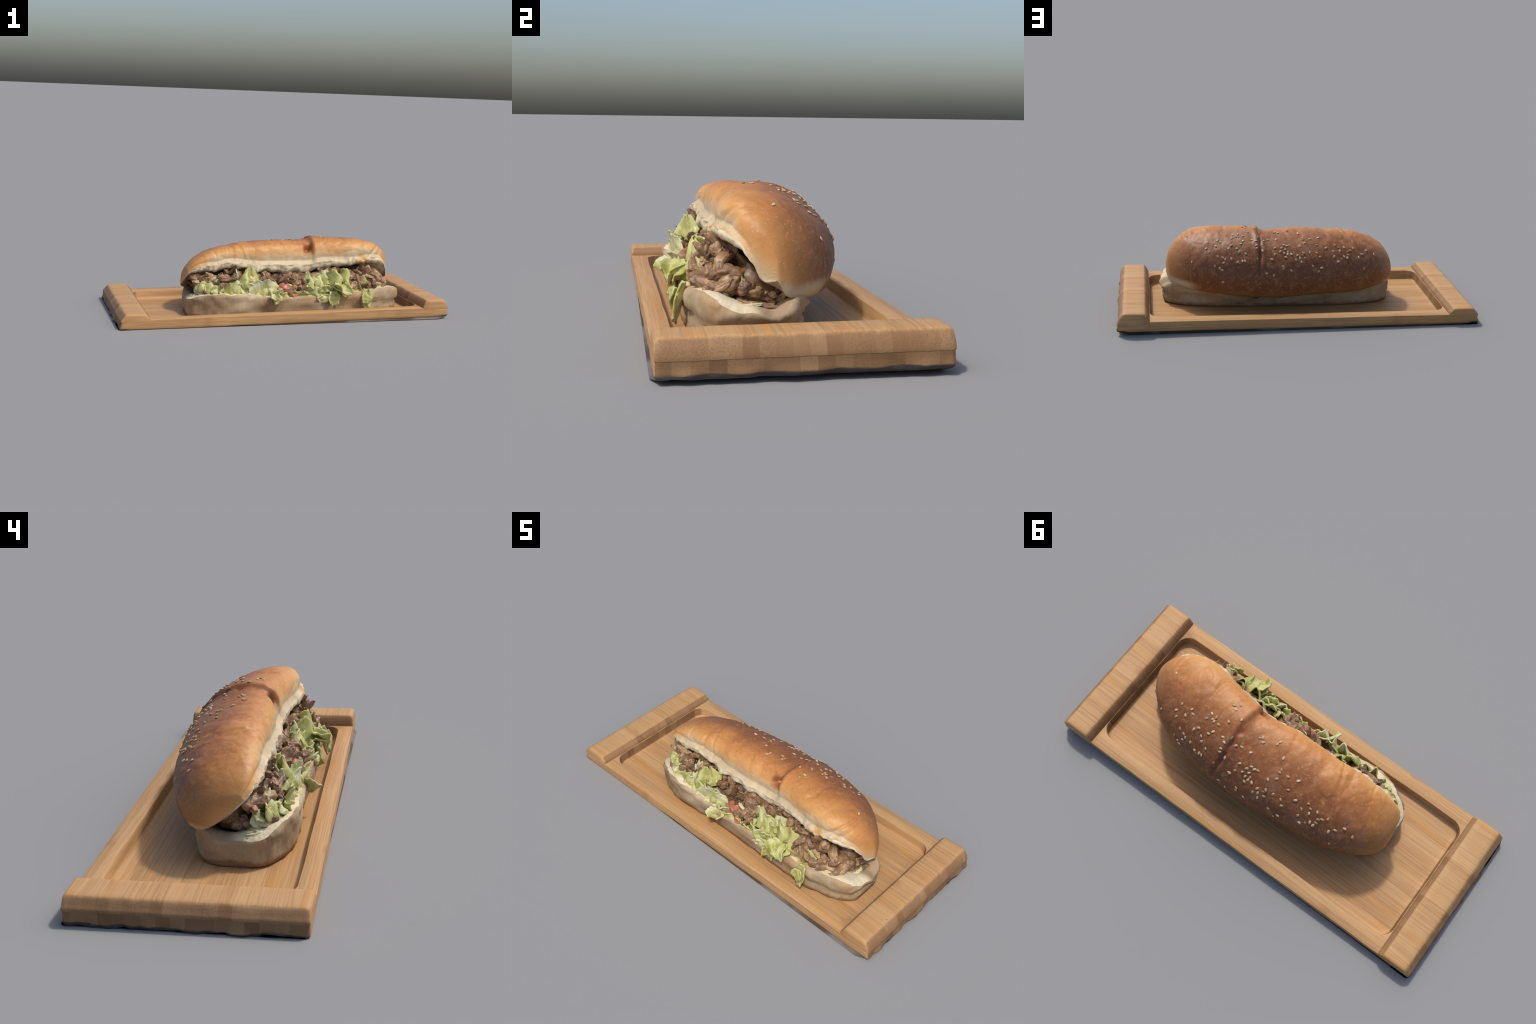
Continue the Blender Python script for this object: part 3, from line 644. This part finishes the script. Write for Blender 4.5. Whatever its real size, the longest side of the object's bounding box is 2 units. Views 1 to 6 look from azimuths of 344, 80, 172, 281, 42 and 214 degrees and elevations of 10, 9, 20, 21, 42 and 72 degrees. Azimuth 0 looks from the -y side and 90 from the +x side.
def build_filling(parent):
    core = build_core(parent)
    meats = [chunk_mesh("meat_chunk", tuple(1.3 * a for a in s), b, i * 3.1 + 1, M_MEAT, 0.30, rd * 0.35) for i, (s, b, rd) in enumerate([
        ((0.030, 0.020, 0.017), 0.25, 0.5), ((0.040, 0.014, 0.011), 0.30, 0.4), ((0.024, 0.021, 0.019), 0.1, 0.6), ((0.034, 0.018, 0.012), -0.25, 0.5),
        ((0.018, 0.015, 0.013), 0.1, 0.5), ((0.048, 0.012, 0.010), 0.35, 0.35)])]
    r = random.Random(21)
    # meat seats: (from x, to x, from t, to t, how many) following the piles seen along the opening
    piles = [(-0.50, -0.40, 0.45, 0.80, 6), (-0.40, -0.26, 0.35, 0.95, 12), (-0.22, -0.05, 0.50, 1.0, 11), (-0.03, 0.15, 0.15, 0.95, 22),
             (0.15, 0.38, 0.50, 1.0, 14), (0.38, 0.56, 0.12, 0.92, 24), (0.55, 0.62, 0.15, 0.60, 8)]
    for xa, xb, ta, tb, cnt in piles:
        for i in range(cnt):
            x = lerp(xa, xb, (i + r.random()) / cnt); t = lerp(ta, tb, r.random())
            p = slope(x, t, r.uniform(-0.004, 0.010) - 0.016 * sstep(0.7, 1.0, t))
            place("meat_chunk", r.choice(meats), parent, p, (r.uniform(20, 75), r.uniform(-40, 40), r.uniform(-70, 70)), r.uniform(0.75, 1.15))
    # meat showing in the open end of the roll
    for i in range(16):
        u = (i + r.random()) / 16
        y = lerp(-0.215, 0.0, u); z = 0.135 + r.random() * lerp(0.085, 0.03, u); x = lerp(0.645, 0.625, u) - 0.25 * (z - 0.135) + 0.02 * r.random()
        place("meat_chunk", r.choice(meats), parent, (x, y, z), (r.uniform(-30, 40), r.uniform(-40, 40), r.uniform(20, 140)), r.uniform(0.7, 1.0))
    for i in range(7):
        u = (i + r.random()) / 7
        place("meat_chunk", r.choice(meats), parent, (lerp(-0.475, -0.50, u), lerp(-0.20, -0.03, u), 0.125 + 0.045 * r.random()), (r.uniform(-30, 40), r.uniform(-30, 30), r.uniform(20, 140)), r.uniform(0.7, 0.95))
    # special pieces
    big = chunk_mesh("meat_chunk", (0.036, 0.024, 0.022), 0.15, 51.0, M_MEAT, 0.3, 0.4)
    place("meat_chunk", big, parent, slope(0.085, 0.68, 0.022), (30, 10, 10)); place("meat_chunk", big, parent, slope(0.125, 0.55, 0.020), (60, -30, 80), 0.8)
    place("meat_chunk", big, parent, slope(0.105, 0.25, 0.016), (20, 30, 20), 0.75); place("meat_chunk", big, parent, slope(-0.36, 0.62, 0.018), (40, -10, 20), 0.9)
    rod = chunk_mesh("meat_chunk", (0.055, 0.013, 0.011), 0.15, 63.0, M_MEAT, 0.25, 0.3)
    place("meat_chunk", rod, parent, slope(-0.335, 0.52, 0.022), (30, -12, -4)); place("meat_chunk", rod, parent, slope(0.46, 0.24, 0.020), (10, 70, 10), 0.95)
    place("meat_chunk", rod, parent, (0.672, -0.075, 0.128), (10, 5, 75), 1.1); place("meat_chunk", rod, parent, slope(0.50, 0.60, 0.02), (30, 20, -10), 1.0)
    place("meat_chunk", big, parent, (0.625, -0.150, 0.168), (10, 0, 60), 0.75)

    # lettuce: x, t on the slope, width, height, (rotation), seed, fold, tip, curl
    leaves = [
        (-0.46, 0.12, 0.080, 0.050, (58, 0, 10), 3, 0.15, 0.2, 0.3), (-0.41, 0.22, 0.075, 0.055, (40, 10, -10), 4, 0.2, 0.3, 0.4),
        (-0.365, -0.06, 0.060, 0.036, (62, 0, 5), 5, -0.35, 0.15, 0.6), (-0.30, 0.02, 0.050, 0.100, (74, 6, 6), 6, 0.45, 0.85, 0.1),
        (-0.262, 0.04, 0.052, 0.118, (68, -14, -6), 7, 0.40, 0.9, 0.1), (-0.225, 0.20, 0.075, 0.095, (66, 10, 12), 8, 0.25, 0.4, 0.3),
        (-0.235, -0.02, 0.080, 0.060, (70, 0, -10), 9, 0.3, 0.2, 0.5), (-0.175, -0.03, 0.075, 0.075, (78, 0, 14), 10, 0.35, 0.4, 0.4),
        (-0.135, -0.02, 0.075, 0.085, (82, 14, -16), 11, 0.55, 0.55, 0.2), (-0.085, -0.04, 0.090, 0.080, (70, -20, -20), 12, 0.5, 0.25, 0.5),
        (-0.055, -0.10, 0.070, 0.060, (95, 10, 10), 13, 0.4, 0.4, 0.4), (-0.33, 0.02, 0.06, 0.05, (64, 0, 10), 14, 0.3, 0.3, 0.5),
        (0.165, 0.20, 0.060, 0.090, (62, -8, 10), 15, 0.45, 0.6, 0.3), (0.205, 0.16, 0.085, 0.080, (60, 10, -6), 16, 0.3, 0.3, 0.4),
        (0.245, 0.10, 0.090, 0.070, (66, 0, 10), 17, 0.4, 0.3, 0.3), (0.195, -0.06, 0.080, 0.050, (80, 0, 5), 18, 0.3, 0.3, 0.5),
        (0.310, 0.00, 0.125, 0.105, (72, -8, 10), 19, 0.50, 0.35, 0.15), (0.345, 0.06, 0.100, 0.105, (66, 12, -16), 20, 0.40, 0.3, 0.3),
        (0.385, 0.10, 0.080, 0.085, (64, -6, -24), 21, 0.3, 0.4, 0.3), (0.275, 0.34, 0.09, 0.07, (50, 0, 10), 22, 0.3, 0.3, 0.3),
        (0.500, 0.02, 0.070, 0.070, (72, -10, 14), 24, 0.35, 0.3, 0.3), (0.555, 0.05, 0.090, 0.055, (45, 10, 22), 25, 0.12, 0.15, 0.2),
        (0.04, -0.06, 0.085, 0.040, (70, 0, 0), 26, 0.3, 0.3, 0.6), (0.10, -0.08, 0.075, 0.040, (80, 0, 10), 27, 0.3, 0.3, 0.6),
        (-0.20, 0.45, 0.08, 0.07, (55, 0, -10), 31, 0.3, 0.3, 0.3), (-0.50, 0.10, 0.07, 0.045, (50, 0, -30), 32, 0.2, 0.2, 0.4),
        (-0.43, 0.02, 0.075, 0.060, (52, 0, 0), 33, 0.2, 0.2, 0.4), (-0.485, 0.15, 0.075, 0.045, (40, 0, -20), 34, 0.15, 0.2, 0.3),
        (-0.395, -0.05, 0.07, 0.05, (60, 0, 8), 35, 0.3, 0.25, 0.5), (-0.28, -0.05, 0.08, 0.06, (66, 0, 0), 36, 0.35, 0.25, 0.5),
        (0.14, -0.06, 0.07, 0.05, (70, 0, -8), 37, 0.3, 0.3, 0.5), (0.43, -0.02, 0.06, 0.05, (70, 0, 0), 38, 0.3, 0.3, 0.5),
        (0.575, -0.02, 0.075, 0.045, (48, 0, 24), 50, 0.2, 0.2, 0.5), (0.00, -0.08, 0.07, 0.04, (78, 0, 4), 39, 0.3, 0.3, 0.6), (0.24, -0.06, 0.08, 0.06, (74, 0, 4), 40, 0.3, 0.3, 0.6),
    ]
    for x, t, w, h, rot, sd, fo, tip, cu in leaves:
        me = leaf_mesh("lettuce_leaf", w, h, sd, fo, 0.14, tip, cu)
        place("lettuce_leaf", me, parent, slope(x, t, 0.008) + Vector((0, -(0.010 + 0.016 * sstep(-0.1, -0.2, x) * sstep(-0.5, -0.42, x)) * (1 - 0.6 * clamp(t * 2)), -0.002)), (rot[0] * 0.84, rot[1], rot[2]))
    # the big pale leaf whose tip sticks out over the rim, and the scraps that hang down the outside
    hang = [((0.300, -0.243, 0.182), (188, -6, 52), 0.085, 0.095, 41, 0.45, 0.9, 0.15), ((0.345, -0.246, 0.192), (200, 0, 4), 0.095, 0.062, 42, 0.4, 0.3, 0.3),
            ((0.285, -0.272, 0.158), (256, 0, 14), 0.060, 0.068, 43, 0.3, 0.3, 0.15), ((0.500, -0.268, 0.168), (252, 0, -6), 0.050, 0.098, 44, 0.4, 0.4, 0.1),
            ((0.485, -0.292, 0.150), (250, 0, 10), 0.050, 0.050, 45, 0.3, 0.3, 0.2), ((-0.075, -0.275, 0.150), (235, 0, 14), 0.070, 0.045, 46, 0.4, 0.5, 0.2),
            ((0.225, -0.275, 0.140), (255, 0, 8), 0.060, 0.035, 47, 0.3, 0.3, 0.2)]
    for loc, rot, w, h, sd, fo, tip, cu in hang:
        place("lettuce_leaf", leaf_mesh("lettuce_leaf", w, h, sd, fo, 0.14, tip, cu), parent, loc, rot)
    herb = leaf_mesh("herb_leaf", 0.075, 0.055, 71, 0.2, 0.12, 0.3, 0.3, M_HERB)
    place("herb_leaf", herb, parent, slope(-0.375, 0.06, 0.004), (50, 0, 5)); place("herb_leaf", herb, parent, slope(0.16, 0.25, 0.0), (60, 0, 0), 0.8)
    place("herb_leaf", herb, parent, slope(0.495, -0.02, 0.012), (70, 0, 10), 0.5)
    # tomato: a curved wedge with its skin edge and a smaller end
    tm = chunk_mesh("tomato_slice", (0.040, 0.022, 0.009), -0.40, 81.0, M_TOMATO, 0.25, 0.25)
    place("tomato_slice", tm, parent, slope(0.000, 0.36, 0.024), (48, 14, -8)); place("tomato_slice", tm, parent, slope(0.055, 0.04, 0.026), (60, 50, -6), 0.85)
    # smears of sauce that bind the greens at both ends
    sm = [chunk_mesh("sauce_smear", (0.050, 0.026, 0.010), -0.1, 91.0 + i, M_SAUCE, 0.3, 0.5) for i in range(2)]
    for i, (x, t, o, rot, s) in enumerate([(-0.47, 0.12, 0.0, (30, 0, -15), 1.0), (-0.42, 0.32, 0.004, (45, 10, 5), 0.9), (-0.505, 0.0, 0.002, (15, 0, -50), 1.0), (-0.19, 0.12, 0.0, (60, 0, 5), 1.1),
                                           (0.57, 0.06, 0.006, (40, 5, 25), 1.1), (0.615, 0.06, 0.004, (20, 0, 40), 0.9), (0.03, 0.42, 0.008, (50, 20, 0), 0.6), (0.24, 0.02, 0.0, (60, 0, 0), 0.9)]):
        if i == 2: place("sauce_smear", sm[0], parent, (-0.520, -0.110, 0.112), (4, 14, 86), 1.2); place("sauce_smear", sm[1], parent, (0.600, -0.195, 0.160), (14, -6, 48), 0.9); place("sauce_smear", sm[0], parent, (0.672, -0.110, 0.128), (4, -12, 84), 0.9)
        place("sauce_smear", sm[i % 2], parent, slope(x, t, o), rot, s)

# ------------------------------------------------------------------ sesame
def seed_mesh():
    bm = bmesh.new(); bmesh.ops.create_icosphere(bm, subdivisions=3, radius=1.0)
    for v in bm.verts:
        t = (v.co.x + 1) / 2
        v.co.y *= 0.62 * (0.55 + 0.6 * (1 - t) ** 0.5 + 0.1 * t) ; v.co.z *= 0.30; v.co *= 0.0090
    me = bpy.data.meshes.new("sesame_seed"); bm.to_mesh(me); bm.free()
    me.polygons.foreach_set("use_smooth", [True] * len(me.polygons)); me.materials.append(M_SEED); return me

sandwich = empty("sandwich", (0.08, -0.09, 0.025))
sandwich["label"] = "long sesame bread roll filled with meat and lettuce"; sandwich["category"] = "sandwich"
top = build_top_bun(None); bottom = build_bottom_bun(None)
build_filling(None)
for ob in list(bpy.context.scene.collection.objects):
    if ob.parent is None and ob not in (sandwich, board):
        ob.parent = sandwich; ob.matrix_parent_inverse = Matrix.Translation((-0.08, 0.09, -0.025))

# where the seeds stuck: (position along the loaf, degrees round it; 90 is straight up, 0 is the back)
SEEDS = [(-0.447, 36), (-0.401, 46), (-0.378, 2), (-0.372, 34), (-0.351, 26), (-0.322, 47), (-0.302, 41), (-0.288, 31), (-0.288, 38), (-0.282, 25), (-0.269, 48), (-0.264, 27), (-0.249, 22), (-0.242, 39), (-0.237, 47), (-0.226, 18), (-0.218, 52), (-0.205, 27), (-0.205, 38), (-0.163, 45), (-0.128, 9), (-0.128, 72), (-0.124, 27), (-0.113, 52), (-0.112, 4), (-0.108, 34), (-0.08, 12), (-0.08, 68), (-0.069, 35), (-0.045, 56), (-0.041, 70), (-0.04, 66), (-0.038, 25), (-0.032, 34), (-0.026, 30), (-0.018, 86), (-0.016, 19), (-0.016, 48),
         (-0.008, 25), (0.003, 30), (0.013, 22), (0.033, 102), (0.04, 97), (0.038, 32), (0.041, 50), (0.043, 7), (0.055, 36), (0.057, 32), (0.057, 49), (0.069, 27), (0.069, 41), (0.074, 50), (0.076, 34), (0.085, 10), (0.088, 13), (0.088, 44), (0.097, 37), (0.094, 87), (0.108, 93), (0.112, 65), (0.116, 90), (0.126, 44), (0.128, 32), (0.14, 1), (0.147, 24), (0.158, 64), (0.18, 4),
         (0.183, 61), (0.195, 39), (0.214, 67), (0.225, 93), (0.226, 43), (0.228, 25), (0.228, 48), (0.229, 57), (0.25, 61), (0.268, 82), (0.27, 108), (0.276, 100), (0.29, 34), (0.292, 103), (0.295, 22), (0.297, 71), (0.299, 59), (0.309, 22), (0.313, 53), (0.321, 71), (0.323, 38), (0.323, 77), (0.326, 19), (0.332, 72), (0.335, 21), (0.336, 44), (0.35, 78), (0.358, 68), (0.364, 51), (0.368, 26), (0.382, 45), (0.401, 26), (0.411, 20), (0.415, 29), (0.416, -10), (0.421, 9), (0.422, 61), (0.433, 12), (0.438, 66), (0.442, 31), (0.45, 53), (0.458, 15), (0.486, 42), (0.491, 64), (0.501, 50), (0.581, 24), (0.60, 98)]

def build_seeds():
    from mathutils.bvhtree import BVHTree
    tree = BVHTree.FromPolygons([v.co for v in top.data.vertices], [tuple(p.vertices) for p in top.data.polygons])
    me = seed_mesh(); r = random.Random(5)
    for x, a in SEEDS:
        d = Vector((0, math.cos(math.radians(a)), math.sin(math.radians(a))))
        hit, nrm, _, _ = tree.ray_cast(Vector((x, 0, 0.25)) + d * 0.6, -d)
        if hit is None: continue
        if nrm.dot(d) < 0: nrm = -nrm
        q = Vector((0, 0, 1)).rotation_difference(nrm) @ Euler((r.uniform(-0.25, 0.25), r.uniform(-0.25, 0.25), r.uniform(0, 6.28))).to_quaternion()
        k = r.uniform(0.85, 1.1)
        ob = bpy.data.objects.new("sesame_seed", me); bpy.context.scene.collection.objects.link(ob)
        ob.parent = top; ob.matrix_local = Matrix.LocRotScale(hit + nrm * 0.0018, q, Vector((k, k, k)))
build_seeds()
